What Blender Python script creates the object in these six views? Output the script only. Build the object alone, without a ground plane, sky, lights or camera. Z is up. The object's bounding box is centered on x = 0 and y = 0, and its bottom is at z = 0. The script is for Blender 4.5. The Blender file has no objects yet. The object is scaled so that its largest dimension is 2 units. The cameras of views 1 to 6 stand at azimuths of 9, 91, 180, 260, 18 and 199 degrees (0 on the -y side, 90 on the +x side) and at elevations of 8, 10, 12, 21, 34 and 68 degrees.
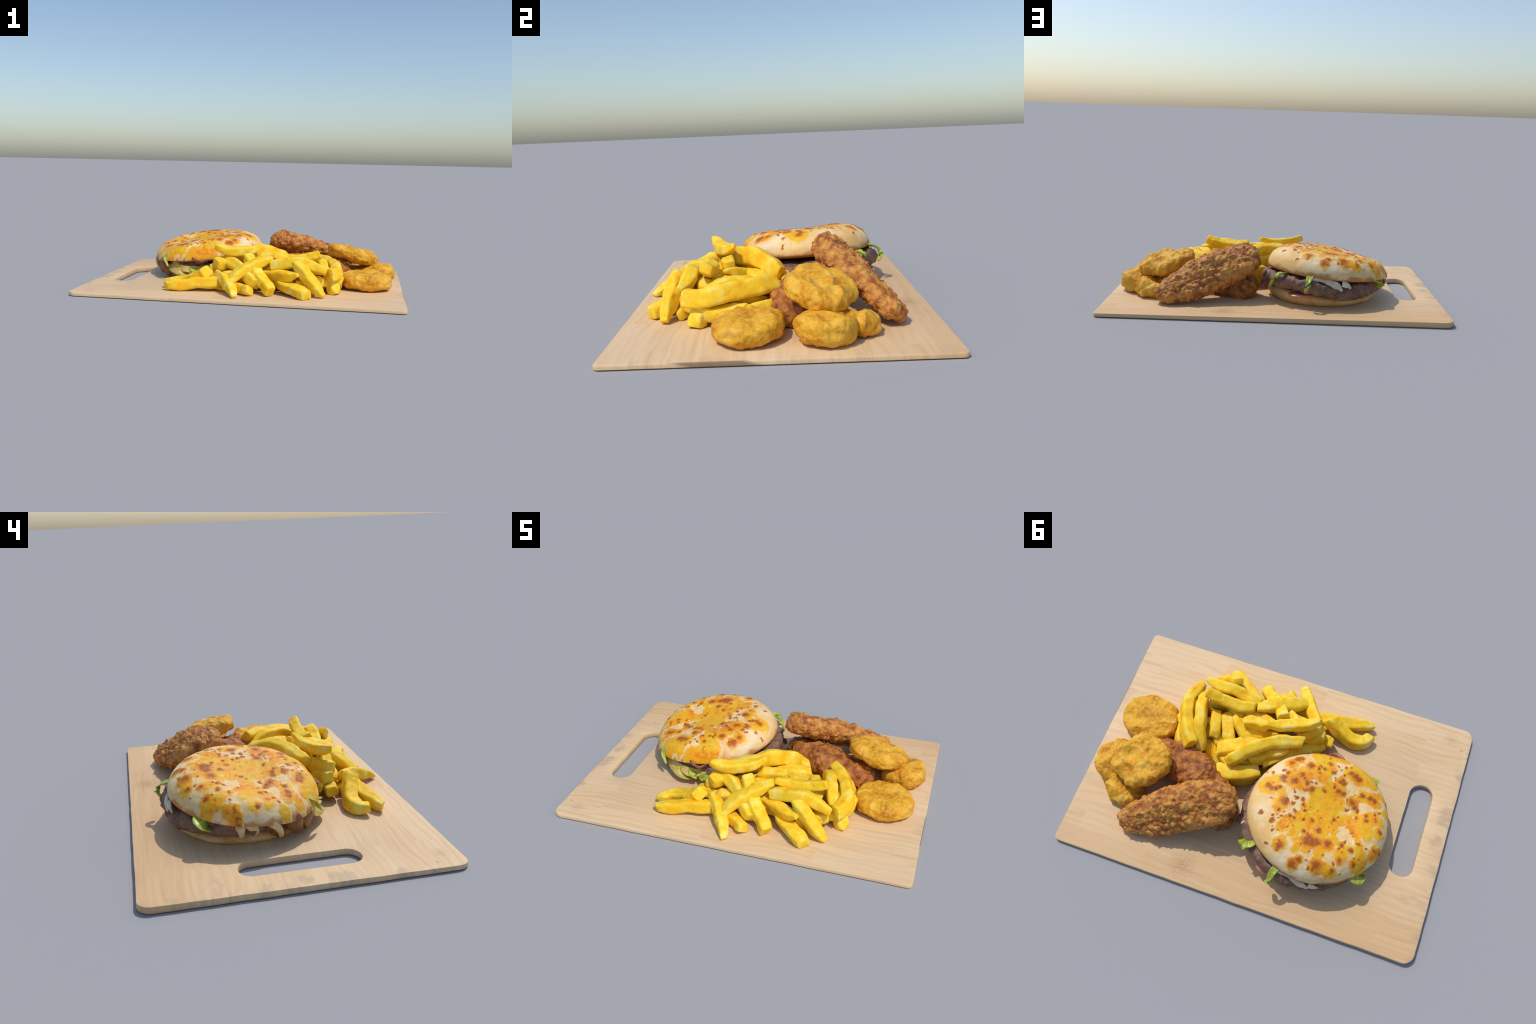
"""Serving board with a cheese-topped burger, thick-cut fries, nuggets and breaded chicken strips."""
import bpy, bmesh, math
import numpy as np
from mathutils import Vector

RNG = np.random.default_rng(11)
TAU = 2 * math.pi

# ----------------------------------------------------------------- noise
def _hash(ix, iy, iz, seed):
    h = (ix.astype(np.int64) * 374761393 + iy.astype(np.int64) * 668265263
         + iz.astype(np.int64) * 2147483647 + seed * 144665) & 0xFFFFFFFF
    h = ((h ^ (h >> 13)) * 1274126177) & 0xFFFFFFFF
    h = ((h ^ (h >> 16)) * 2246822519) & 0xFFFFFFFF
    return (h ^ (h >> 15)) & 0xFFFFFFFF


def perlin(p, seed=0):
    """Gradient noise in about -1..1 for an (n, 3) array."""
    p = np.asarray(p, float)
    i = np.floor(p).astype(np.int64)
    f = p - i
    u = f * f * f * (f * (f * 6 - 15) + 10)
    out = np.zeros(len(p))
    for dx in (0, 1):
        for dy in (0, 1):
            for dz in (0, 1):
                h = _hash(i[:, 0] + dx, i[:, 1] + dy, i[:, 2] + dz, seed)
                g = np.stack([(h & 1023), ((h >> 10) & 1023), ((h >> 20) & 1023)], 1) / 511.5 - 1
                d = f - np.array([dx, dy, dz])
                w = (np.where(dx, u[:, 0], 1 - u[:, 0]) * np.where(dy, u[:, 1], 1 - u[:, 1])
                     * np.where(dz, u[:, 2], 1 - u[:, 2]))
                out += w * (g * d).sum(1)
    return out * 1.4


def fbm(p, octaves=3, seed=0, gain=0.5):
    p = np.asarray(p, float)
    total, amp = np.zeros(len(p)), 1.0
    for k in range(octaves):
        total += amp * perlin(p * 2 ** k + 17.3 * k, seed + k)
        amp *= gain
    return total


def cells(p, seed=0):
    """Distance to the nearest scattered feature point, and that cell's random number."""
    p = np.asarray(p, float)
    i = np.floor(p).astype(np.int64)
    best, ident = np.full(len(p), 9.0), np.zeros(len(p))
    for dx in (-1, 0, 1):
        for dy in (-1, 0, 1):
            for dz in (-1, 0, 1):
                c = i + np.array([dx, dy, dz])
                h = _hash(c[:, 0], c[:, 1], c[:, 2], seed)
                q = c + np.stack([(h & 1023), ((h >> 10) & 1023), ((h >> 20) & 1023)], 1) / 1023
                d = np.linalg.norm(p - q, axis=1)
                near = d < best
                best = np.where(near, d, best)
                ident = np.where(near, (h % 997) / 997, ident)
    return best, ident


# ----------------------------------------------------------------- mesh helpers
def new_object(name, verts, faces, mat, parent=None, origin=(0, 0, 0), smooth=True):
    """Mesh object; verts are in world metres, origin is where the object's origin goes."""
    o = Vector(origin)
    me = bpy.data.meshes.new(name)
    v = np.asarray(verts, float) - np.array(o)
    me.from_pydata(v.tolist(), [], faces)
    me.validate()
    bm = bmesh.new()
    bm.from_mesh(me)
    bmesh.ops.recalc_face_normals(bm, faces=bm.faces)
    bm.to_mesh(me)
    bm.free()
    me.polygons.foreach_set("use_smooth", [smooth] * len(me.polygons))
    me.materials.append(mat)
    ob = bpy.data.objects.new(name, me)
    bpy.context.scene.collection.objects.link(ob)
    if parent is not None:
        ob.parent = parent
        ob.location = o - parent.location
    else:
        ob.location = o
    return ob


def normals_of(verts, faces):
    """Area-weighted vertex normals pointing away from the body's middle."""
    v = np.asarray(verts, float)
    n = np.zeros_like(v)
    tri = []
    for f in faces:
        for k in range(1, len(f) - 1):
            tri.append((f[0], f[k], f[k + 1]))
    t = np.array(tri)
    fn = np.cross(v[t[:, 1]] - v[t[:, 0]], v[t[:, 2]] - v[t[:, 0]])
    for k in range(3):
        np.add.at(n, t[:, k], fn)
    n /= np.linalg.norm(n, axis=1)[:, None] + 1e-12
    if ((v - v.mean(0)) * n).sum() < 0:
        n = -n
    return n


def ring_faces(rings, around, first=0):
    faces = []
    for j in range(rings - 1):
        a, b = first + j * around, first + (j + 1) * around
        for k in range(around):
            k2 = (k + 1) % around
            faces.append((a + k, a + k2, b + k2, b + k))
    return faces


def spline(points, n):
    """Catmull-Rom curve through the points, n samples even in arc length."""
    p = np.asarray(points, float)
    if len(p) == 2:
        p = np.stack([p[0], (p[0] + p[1]) / 2, p[1]])
    q = np.vstack([2 * p[0] - p[1], p, 2 * p[-1] - p[-2]])
    out = []
    for k in range(1, len(q) - 2):
        for t in np.linspace(0, 1, 24, endpoint=False):
            a, b, c, d = q[k - 1], q[k], q[k + 1], q[k + 2]
            out.append(0.5 * (2 * b + (c - a) * t + (2 * a - 5 * b + 4 * c - d) * t * t
                              + (3 * b - a - 3 * c + d) * t ** 3))
    out.append(p[-1])
    out = np.array(out)
    s = np.r_[0, np.cumsum(np.linalg.norm(np.diff(out, axis=0), axis=1))]
    u = np.linspace(0, s[-1], n)
    return np.stack([np.interp(u, s, out[:, i]) for i in range(3)], 1), s[-1]


def frames(path, up=(0, 0, 1)):
    """Tangent, side and up vectors along a path."""
    t = np.gradient(path, axis=0)
    t /= np.linalg.norm(t, axis=1)[:, None]
    u0 = np.array(up, float)
    side = np.cross(t, u0)
    ln = np.linalg.norm(side, axis=1)
    side[ln < 1e-4] = (1, 0, 0)
    side /= np.linalg.norm(side, axis=1)[:, None]
    return t, side, np.cross(side, t)


def superellipse(around, power):
    a = np.linspace(0, TAU, around, endpoint=False)
    c, s = np.cos(a), np.sin(a)
    r = (np.abs(c) ** power + np.abs(s) ** power) ** (-1 / power)
    return c * r, s * r


def icosphere(level):
    bm = bmesh.new()
    bmesh.ops.create_icosphere(bm, subdivisions=level, radius=1)
    v = np.array([x.co[:] for x in bm.verts])
    f = [tuple(x.index for x in y.verts) for y in bm.faces]
    bm.free()
    return v, f


def label(ob, text, category):
    ob["label"], ob["category"] = text, category


# ----------------------------------------------------------------- material helpers
class Nodes:
    def __init__(self, name):
        self.mat = bpy.data.materials.new(name)
        self.mat.use_nodes = True
        self.t = self.mat.node_tree
        self.t.nodes.clear()
        self.out = self.t.nodes.new("ShaderNodeOutputMaterial")
        self.bsdf = self.t.nodes.new("ShaderNodeBsdfPrincipled")
        self.t.links.new(self.bsdf.outputs[0], self.out.inputs[0])
        self.coord = self.t.nodes.new("ShaderNodeTexCoord").outputs["Object"]

    def node(self, kind, **props):
        n = self.t.nodes.new(kind)
        for k, v in props.items():
            setattr(n, k, v)
        return n

    def put(self, value, socket):
        if hasattr(value, "is_output"):
            self.t.links.new(value, socket)
        else:
            socket.default_value = value
        return self

    def math(self, op, a, b=0.0, c=0.0, clamp=False):
        n = self.node("ShaderNodeMath", operation=op, use_clamp=clamp)
        for v, s in zip((a, b, c), n.inputs):
            self.put(v, s)
        return n.outputs[0]

    def vmath(self, op, a, b=(0, 0, 0)):
        n = self.node("ShaderNodeVectorMath", operation=op)
        self.put(a, n.inputs[0])
        self.put(b, n.inputs[1])
        return n.outputs["Value" if op in ("DISTANCE", "LENGTH", "DOT_PRODUCT") else "Vector"]

    def mapping(self, vec, loc=(0, 0, 0), rot=(0, 0, 0), scale=(1, 1, 1)):
        n = self.node("ShaderNodeMapping")
        self.put(vec, n.inputs[0]).put(loc, n.inputs[1]).put(rot, n.inputs[2]).put(scale, n.inputs[3])
        return n.outputs[0]

    def noise(self, vec, scale, detail=3.0, rough=0.5, distort=0.0, colour=False):
        n = self.node("ShaderNodeTexNoise")
        self.put(vec, n.inputs["Vector"]).put(scale, n.inputs["Scale"]).put(detail, n.inputs["Detail"])
        self.put(rough, n.inputs["Roughness"]).put(distort, n.inputs["Distortion"])
        return n.outputs["Color" if colour else 0]

    def voronoi(self, vec, scale, feature="F1", out="Distance", rand=1.0):
        n = self.node("ShaderNodeTexVoronoi", feature=feature)
        self.put(vec, n.inputs["Vector"]).put(scale, n.inputs["Scale"]).put(rand, n.inputs["Randomness"])
        return n.outputs[out]

    def ramp(self, fac, stops, ease="LINEAR"):
        n = self.node("ShaderNodeValToRGB")
        n.color_ramp.interpolation = ease
        e = n.color_ramp.elements
        while len(e) < len(stops):
            e.new(0.5)
        for k, (pos, col) in zip(e, stops):
            k.position = pos
            k.color = (*col, 1) if isinstance(col, tuple) else (col, col, col, 1)
        self.put(fac, n.inputs[0])
        return n.outputs[0]

    def smooth(self, v, lo, hi):
        n = self.node("ShaderNodeMapRange", interpolation_type="SMOOTHSTEP")
        self.put(v, n.inputs[0]).put(lo, n.inputs[1]).put(hi, n.inputs[2])
        return n.outputs[0]

    def mix(self, fac, a, b, blend="MIX"):
        n = self.node("ShaderNodeMix", data_type="RGBA", blend_type=blend)
        self.put(fac, n.inputs[0])
        for v, s in ((a, n.inputs[6]), (b, n.inputs[7])):
            self.put((*v, 1) if isinstance(v, tuple) else v, s)
        return n.outputs[2]

    def bump(self, height, strength=0.3, distance=0.01):
        n = self.node("ShaderNodeBump")
        self.put(strength, n.inputs["Strength"]).put(distance, n.inputs["Distance"]).put(height, n.inputs["Height"])
        self.t.links.new(n.outputs[0], self.bsdf.inputs["Normal"])

    def finish(self, colour, rough=0.5, spec=0.4, **more):
        self.put((*colour, 1) if isinstance(colour, tuple) else colour, self.bsdf.inputs["Base Color"])
        self.put(rough, self.bsdf.inputs["Roughness"])
        self.put(spec, self.bsdf.inputs["Specular IOR Level"])
        for k, v in more.items():
            self.put(v, self.bsdf.inputs[k.replace("_", " ")])
        return self.mat


def wander(m):
    """Object coordinates shifted by a random amount for each object."""
    rnd = m.node("ShaderNodeObjectInfo").outputs["Random"]
    n = m.node("ShaderNodeCombineXYZ")
    for k, f in enumerate((7.0, 13.0, 5.0)):
        m.put(m.math("MULTIPLY", rnd, f), n.inputs[k])
    return m.vmath("ADD", m.coord, n.outputs[0]), rnd


# ----------------------------------------------------------------- materials
def wood_material():
    m = Nodes("pale_wood")
    c = m.coord
    # staves glued side by side along the board, each with its own tone and grain offset
    warp = m.vmath("SUBTRACT", m.noise(c, 3.0, 1, colour=True), (0.5, 0.5, 0.5))
    warp = m.vmath("MULTIPLY", warp, (0.10, 0.05, 0.0))
    brick = m.node("ShaderNodeTexBrick", offset=0.37, offset_frequency=2, squash=1.0)
    m.put(m.mapping(m.vmath("ADD", c, warp), loc=(0.13, 0.04, 0), scale=(1, 1, 0)), brick.inputs["Vector"])
    m.put((0, 0, 0, 1), brick.inputs["Color1"]).put((1, 1, 1, 1), brick.inputs["Color2"])
    m.put(1.0, brick.inputs["Scale"]).put(0.0, brick.inputs["Mortar Size"])
    m.put(0.62, brick.inputs["Brick Width"]).put(0.125, brick.inputs["Row Height"])
    tone = brick.outputs[0]
    shift = m.vmath("MULTIPLY", tone, (3.1, 5.7, 0.0))
    bend = m.vmath("MULTIPLY", m.vmath("SUBTRACT", m.noise(m.mapping(c, scale=(2.2, 4, 1)), 1.0, 2, colour=True), (0.5, 0.5, 0.5)), (0.0, 0.10, 0.0))
    g = m.vmath("ADD", m.vmath("ADD", c, bend), shift)
    fine = m.noise(m.mapping(g, scale=(2.2, 46, 8)), 1.0, 4, 0.55, 0.6)
    broad = m.noise(m.mapping(g, scale=(0.9, 9, 3)), 1.6, 3, 0.5, 1.2)
    grow = m.noise(m.mapping(g, scale=(0.45, 26, 3)), 1.0, 3, 0.5, 0.7)
    wave = m.node("ShaderNodeTexWave", wave_type="BANDS", bands_direction="Y")
    m.put(m.mapping(g, scale=(0.35, 1, 1)), wave.inputs["Vector"])
    m.put(9.0, wave.inputs["Scale"]).put(5.5, wave.inputs["Distortion"]).put(2.0, wave.inputs["Detail"])
    m.put(0.9, wave.inputs["Detail Scale"])
    grain = m.math("ADD", m.math("MULTIPLY", fine, 0.46), m.math("MULTIPLY", broad, 0.24))
    grain = m.math("ADD", grain, m.math("ADD", m.math("MULTIPLY", wave.outputs["Fac"], 0.05), m.math("MULTIPLY", grow, 0.27)))
    col = m.ramp(grain, [(0.26, (0.60, 0.39, 0.20)), (0.42, (0.71, 0.495, 0.28)), (0.56, (0.765, 0.555, 0.33)), (0.76, (0.81, 0.615, 0.40))])
    col = m.mix(m.math("MULTIPLY", tone, 0.22), col, m.mix(1.0, col, (0.88, 0.76, 0.58), "MULTIPLY"))
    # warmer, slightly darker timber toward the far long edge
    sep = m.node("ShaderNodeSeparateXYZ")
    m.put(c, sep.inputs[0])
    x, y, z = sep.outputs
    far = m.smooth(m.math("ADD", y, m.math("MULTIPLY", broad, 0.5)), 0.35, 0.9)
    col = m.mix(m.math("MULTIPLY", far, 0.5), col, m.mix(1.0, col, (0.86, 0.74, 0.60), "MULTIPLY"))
    # dappled shade tinted grey-brown into the wood at handle end and corners
    dapple_tint = m.math("ADD", m.noise(m.mapping(c, scale=(5, 9, 1)), 1.0, 3, 0.6), m.math("MULTIPLY", m.smooth(m.math("ABSOLUTE", x), 0.86, 1.0), 0.13))
    dapple_tint = m.math("MULTIPLY", m.smooth(dapple_tint, 0.60, 0.74), m.smooth(m.math("ABSOLUTE", m.math("ADD", x, -0.1)), 0.72, 1.02))
    col = m.mix(m.math("MULTIPLY", dapple_tint, 0.5), col, (0.45, 0.33, 0.205))
    # two knots and a short scar
    wob = m.vmath("MULTIPLY", m.vmath("SUBTRACT", m.noise(m.mapping(c, scale=(26, 60, 1)), 1.0, 3, 0.6, 1.5, colour=True), (0.5, 0.5, 0.5)), (0.07, 0.07, 0.0))
    for (kx, ky, size, amount) in ((0.288, 0.59, 0.085, 0.75), (-0.88, -0.6, 0.055, 0.4)):
        d = m.vmath("DISTANCE", m.mapping(m.vmath("ADD", c, wob), scale=(1, 1, 0)), (kx, ky, 0))
        k = m.math("MULTIPLY", m.math("SUBTRACT", 1.0, m.math("DIVIDE", d, size), clamp=True), amount, clamp=True)
        rings = m.math("ADD", 0.55, m.math("MULTIPLY", m.math("SINE", m.math("MULTIPLY", d, 420.0)), 0.45))
        col = m.mix(m.math("MULTIPLY", k, rings), col, (0.33, 0.16, 0.075))
    d = m.vmath("LENGTH", m.mapping(m.vmath("SUBTRACT", c, (-0.95, -0.55, 0.02)), rot=(0, 0, -0.9), scale=(55, 190, 0)))
    col = m.mix(m.math("MULTIPLY", m.smooth(d, 1.0, 0.4), 0.7), col, (0.36, 0.2, 0.1))
    # stained patch on the short edge
    ends = m.math("MULTIPLY", m.smooth(x, 0.993, 0.997), m.smooth(m.math("ABSOLUTE", m.math("ADD", m.math("ADD", y, 0.2), m.math("MULTIPLY", z, 3.0))), 0.17, 0.10))
    col = m.mix(m.math("MULTIPLY", ends, 0.7), col, (0.14, 0.075, 0.05))
    m.bump(fine, 0.12, 0.004)
    return m.finish(col, 0.55, 0.25)


def fry_material():
    m = Nodes("fried_potato")
    v, rnd = wander(m)
    big = m.noise(v, 16, 2, 0.5)
    small = m.noise(v, 85, 3, 0.6)
    col = m.ramp(m.math("ADD", m.math("MULTIPLY", big, 0.7), m.math("MULTIPLY", small, 0.3)),
                 [(0.30, (0.88, 0.42, 0.010)), (0.43, (0.91, 0.56, 0.018)), (0.55, (0.92, 0.65, 0.040)), (0.70, (0.93, 0.75, 0.22))])
    col = m.mix(m.math("MULTIPLY", rnd, 0.45), col, m.mix(1.0, col, (1.0, 0.90, 0.75), "MULTIPLY"))
    brown = m.smooth(m.noise(v, 31, 4, 0.65, 0.4), 0.64, 0.76)
    col = m.mix(m.math("MULTIPLY", brown, 0.4), col, (0.84, 0.40, 0.012))
    speck = m.smooth(m.voronoi(v, 34), 0.05, 0.02)
    col = m.mix(m.math("MULTIPLY", speck, 0.5), col, (0.30, 0.2, 0.02))
    m.bump(small, 0.18, 0.004)
    return m.finish(col, 0.58, 0.25, Subsurface_Weight=0.12, Subsurface_Radius=(0.02, 0.012, 0.003), Subsurface_Scale=0.5)


def nugget_material():
    m = Nodes("golden_batter")
    v, rnd = wander(m)
    big = m.noise(v, 11, 3, 0.55, 0.3)
    small = m.noise(v, 60, 4, 0.65)
    f = m.math("ADD", m.math("MULTIPLY", big, 0.6), m.math("MULTIPLY", small, 0.4))
    col = m.ramp(f, [(0.36, (0.46, 0.185, 0.014)), (0.44, (0.65, 0.30, 0.020)), (0.52, (0.76, 0.40, 0.026)), (0.62, (0.79, 0.48, 0.080))])
    # fried darker in patches
    col = m.mix(m.math("MULTIPLY", m.smooth(m.noise(v, 9, 3, 0.6, 0.4), 0.52, 0.66), 0.55), col, (0.58, 0.25, 0.018))
    orange = m.smooth(m.noise(v, 19, 3, 0.6), 0.56, 0.70)
    col = m.mix(m.math("MULTIPLY", orange, 0.45), col, (0.78, 0.36, 0.014))
    pores = m.smooth(m.voronoi(m.vmath("ADD", v, m.vmath("MULTIPLY", m.noise(v, 30, colour=True), (0.03, 0.03, 0.03))), 30), 0.10, 0.03)
    col = m.mix(m.math("MULTIPLY", pores, 0.6), col, (0.20, 0.10, 0.012))
    m.bump(small, 0.3, 0.006)
    return m.finish(col, 0.58, 0.25)


def breading_material(name, light, mid, dark):
    m = Nodes(name)
    v = m.coord
    w = m.vmath("ADD", v, m.vmath("MULTIPLY", m.noise(v, 45, colour=True), (0.02, 0.02, 0.02)))
    flake = m.voronoi(w, 30, "SMOOTH_F1")
    big = m.noise(v, 14, 3, 0.6, 0.6)
    small = m.noise(v, 120, 3, 0.6)
    f = m.math("ADD", m.math("MULTIPLY", big, 0.55), m.math("MULTIPLY", small, 0.32))
    f = m.math("ADD", f, m.math("MULTIPLY", m.math("SUBTRACT", 0.45, flake), 0.42))
    col = m.ramp(f, [(0.30, dark), (0.46, mid), (0.60, tuple((a + b) / 2 for a, b in zip(mid, light))), (0.76, light)])
    speck = m.smooth(m.voronoi(w, 24), 0.055, 0.02)
    col = m.mix(m.math("MULTIPLY", speck, 0.7), col, (0.07, 0.035, 0.02))
    m.bump(m.math("SUBTRACT", small, m.math("MULTIPLY", flake, 0.8)), 0.5, 0.008)
    return m.finish(col, 0.52, 0.3)


def spot_group(name, spots):
    """Node group: 1 at the middle of the nearest spot in the list, 0 on its edge, negative outside."""
    g = bpy.data.node_groups.new(name, "ShaderNodeTree")
    g.interface.new_socket("Vector", in_out="INPUT", socket_type="NodeSocketVector")
    g.interface.new_socket("Value", in_out="OUTPUT", socket_type="NodeSocketFloat")
    gi, go = g.nodes.new("NodeGroupInput"), g.nodes.new("NodeGroupOutput")
    last = None
    for (x, y, r) in spots:
        d = g.nodes.new("ShaderNodeVectorMath")
        d.operation = "DISTANCE"
        g.links.new(gi.outputs[0], d.inputs[0])
        d.inputs[1].default_value = (x - BURGER[0], y - BURGER[1], 0)
        s = g.nodes.new("ShaderNodeMath")
        s.operation = "MULTIPLY_ADD"
        g.links.new(d.outputs["Value"], s.inputs[0])
        s.inputs[1].default_value = -1 / r
        s.inputs[2].default_value = 1.0
        if last is None:
            last = s.outputs[0]
        else:
            a = g.nodes.new("ShaderNodeMath")
            a.operation = "MAXIMUM"
            g.links.new(last, a.inputs[0])
            g.links.new(s.outputs[0], a.inputs[1])
            last = a.outputs[0]
    g.links.new(last, go.inputs[0])
    return g


def near_spot(m, group, scale=36, amount=0.036):
    warp = m.vmath("SUBTRACT", m.noise(m.coord, scale, 3, 0.6, colour=True), (0.5, 0.5, 0.5))
    p = m.vmath("ADD", m.coord, m.vmath("MULTIPLY", warp, (amount, amount, 0)))
    n = m.node("ShaderNodeGroup")
    n.node_tree = group
    m.put(m.vmath("MULTIPLY", p, (1, 1, 0)), n.inputs[0])
    return n.outputs[0]


def brown_crust(m, t, col, halo, halo_at):
    small = m.noise(m.coord, 150, 3, 0.6)
    col = m.mix(m.math("MULTIPLY", m.smooth(t, halo_at, 0.25), 0.75), col, halo)
    crust = m.ramp(m.math("ADD", m.math("MULTIPLY", small, 0.6), m.math("MULTIPLY", t, 0.25)),
                   [(0.25, (0.50, 0.15, 0.013)), (0.42, (0.39, 0.090, 0.013)), (0.64, (0.25, 0.050, 0.013))])
    return m.mix(m.math("MULTIPLY", m.smooth(t, -0.10, 0.42), 0.88), col, crust), small


def bun_top_material(toasted):
    m = Nodes("baked_bun_top")
    t = near_spot(m, toasted)
    c = m.coord
    soft = m.noise(c, 7, 2, 0.5)
    small = m.noise(c, 60, 3, 0.5)
    col = m.ramp(m.math("ADD", m.math("MULTIPLY", soft, 0.75), m.math("MULTIPLY", small, 0.25)),
                 [(0.34, (0.80, 0.48, 0.17)), (0.46, (0.83, 0.56, 0.24)), (0.57, (0.84, 0.63, 0.34)), (0.68, (0.85, 0.70, 0.48))])
    # cooked brown line where the bun meets the griddle
    sep = m.node("ShaderNodeSeparateXYZ")
    m.put(c, sep.inputs[0])
    x, y, z = sep.outputs
    low = m.math("SUBTRACT", z, m.math("ADD", m.math("MULTIPLY", x, 0.077), m.math("MULTIPLY", y, 0.049)))
    edge = m.math("ADD", low, m.math("MULTIPLY", m.math("SUBTRACT", m.noise(c, 13, 3, 0.6), 0.5), -0.085))
    col = m.mix(m.math("MULTIPLY", m.smooth(edge, 0.192, 0.166), 0.85), col, (0.48, 0.18, 0.04))
    # browned, greasy flank facing the fries
    flank = m.vmath("DISTANCE", m.vmath("ADD", c, m.vmath("MULTIPLY", m.vmath("SUBTRACT", m.noise(c, 22, 3, colour=True), (0.5, 0.5, 0.5)), (0.09, 0.09, 0.09))), (0.09, -0.325, 0.21))
    col = m.mix(m.math("MULTIPLY", m.smooth(flank, 0.10, 0.03), 0.6), col, (0.50, 0.20, 0.09))
    col, crust = brown_crust(m, t, col, (0.70, 0.33, 0.06), -0.35)
    m.bump(small, 0.1, 0.004)
    return m.finish(col, 0.6, 0.22)


def cheese_material(toasted, covered):
    m = Nodes("melted_cheese")
    t = near_spot(m, toasted)
    g = near_spot(m, covered, 28, 0.05)
    c = m.coord
    f = m.math("ADD", m.math("MULTIPLY", m.noise(c, 13, 3, 0.55, 0.5), 0.75), m.math("MULTIPLY", m.noise(c, 70, 2), 0.25))
    col = m.ramp(f, [(0.38, (0.78, 0.25, 0.008)), (0.46, (0.86, 0.36, 0.010)), (0.54, (0.85, 0.43, 0.010)), (0.64, (0.78, 0.50, 0.03))])
    pale = m.smooth(m.noise(c, 30, 3, 0.6, 0.5), 0.60, 0.74)
    col = m.mix(m.math("MULTIPLY", pale, 0.5), col, (0.83, 0.60, 0.22))
    # thins out to the bun's own cream toward the edge of each patch
    col = m.mix(m.math("MULTIPLY", m.smooth(g, 0.02, -0.38), 0.85), col, (0.82, 0.61, 0.30))
    col, crust = brown_crust(m, t, col, (0.64, 0.215, 0.010), -0.9)
    m.bump(m.noise(c, 90, 3, 0.5), 0.25, 0.005)
    return m.finish(col, 0.52, 0.28)


def bun_base_material():
    m = Nodes("baked_bun_base")
    c = m.coord
    f = m.math("ADD", m.math("MULTIPLY", m.noise(c, 9, 3, 0.6), 0.65), m.math("MULTIPLY", m.noise(c, 70, 3, 0.6), 0.35))
    col = m.ramp(f, [(0.34, (0.50, 0.23, 0.06)), (0.45, (0.66, 0.36, 0.125)), (0.57, (0.74, 0.45, 0.185)), (0.7, (0.77, 0.51, 0.24))])
    m.bump(f, 0.2, 0.006)
    return m.finish(col, 0.6, 0.25)


def patty_material():
    m = Nodes("grilled_beef")
    c = m.coord
    f = m.math("ADD", m.math("MULTIPLY", m.noise(c, 17, 4, 0.65, 0.6), 0.6), m.math("MULTIPLY", m.noise(c, 85, 4, 0.65), 0.4))
    col = m.ramp(f, [(0.34, (0.085, 0.040, 0.026)), (0.45, (0.185, 0.098, 0.065)), (0.56, (0.27, 0.150, 0.098)), (0.68, (0.37, 0.21, 0.13))])
    # brown sauce running over the side that faces the handle and the fries
    d = m.vmath("DISTANCE", m.vmath("ADD", c, m.vmath("MULTIPLY", m.noise(c, 10, 3, colour=True), (0.2, 0.2, 0.1))), (-0.19, -0.15, 0.15))
    col = m.mix(m.math("MULTIPLY", m.smooth(d, 0.24, 0.12), 0.7), col, (0.22, 0.075, 0.02))
    m.bump(f, 0.6, 0.012)
    return m.finish(col, 0.55, 0.3)


def plain_material(name, a, b, scale=25, rough=0.4, spec=0.45, bump=0.2, distort=0.5, stretch=(1, 1, 1)):
    m = Nodes(name)
    f = m.noise(m.mapping(m.coord, scale=stretch), scale, 4, 0.6, distort)
    m.bump(f, bump, 0.006)
    return m.finish(m.ramp(f, [(0.36, a), (0.64, b)]), rough, spec)


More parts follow.
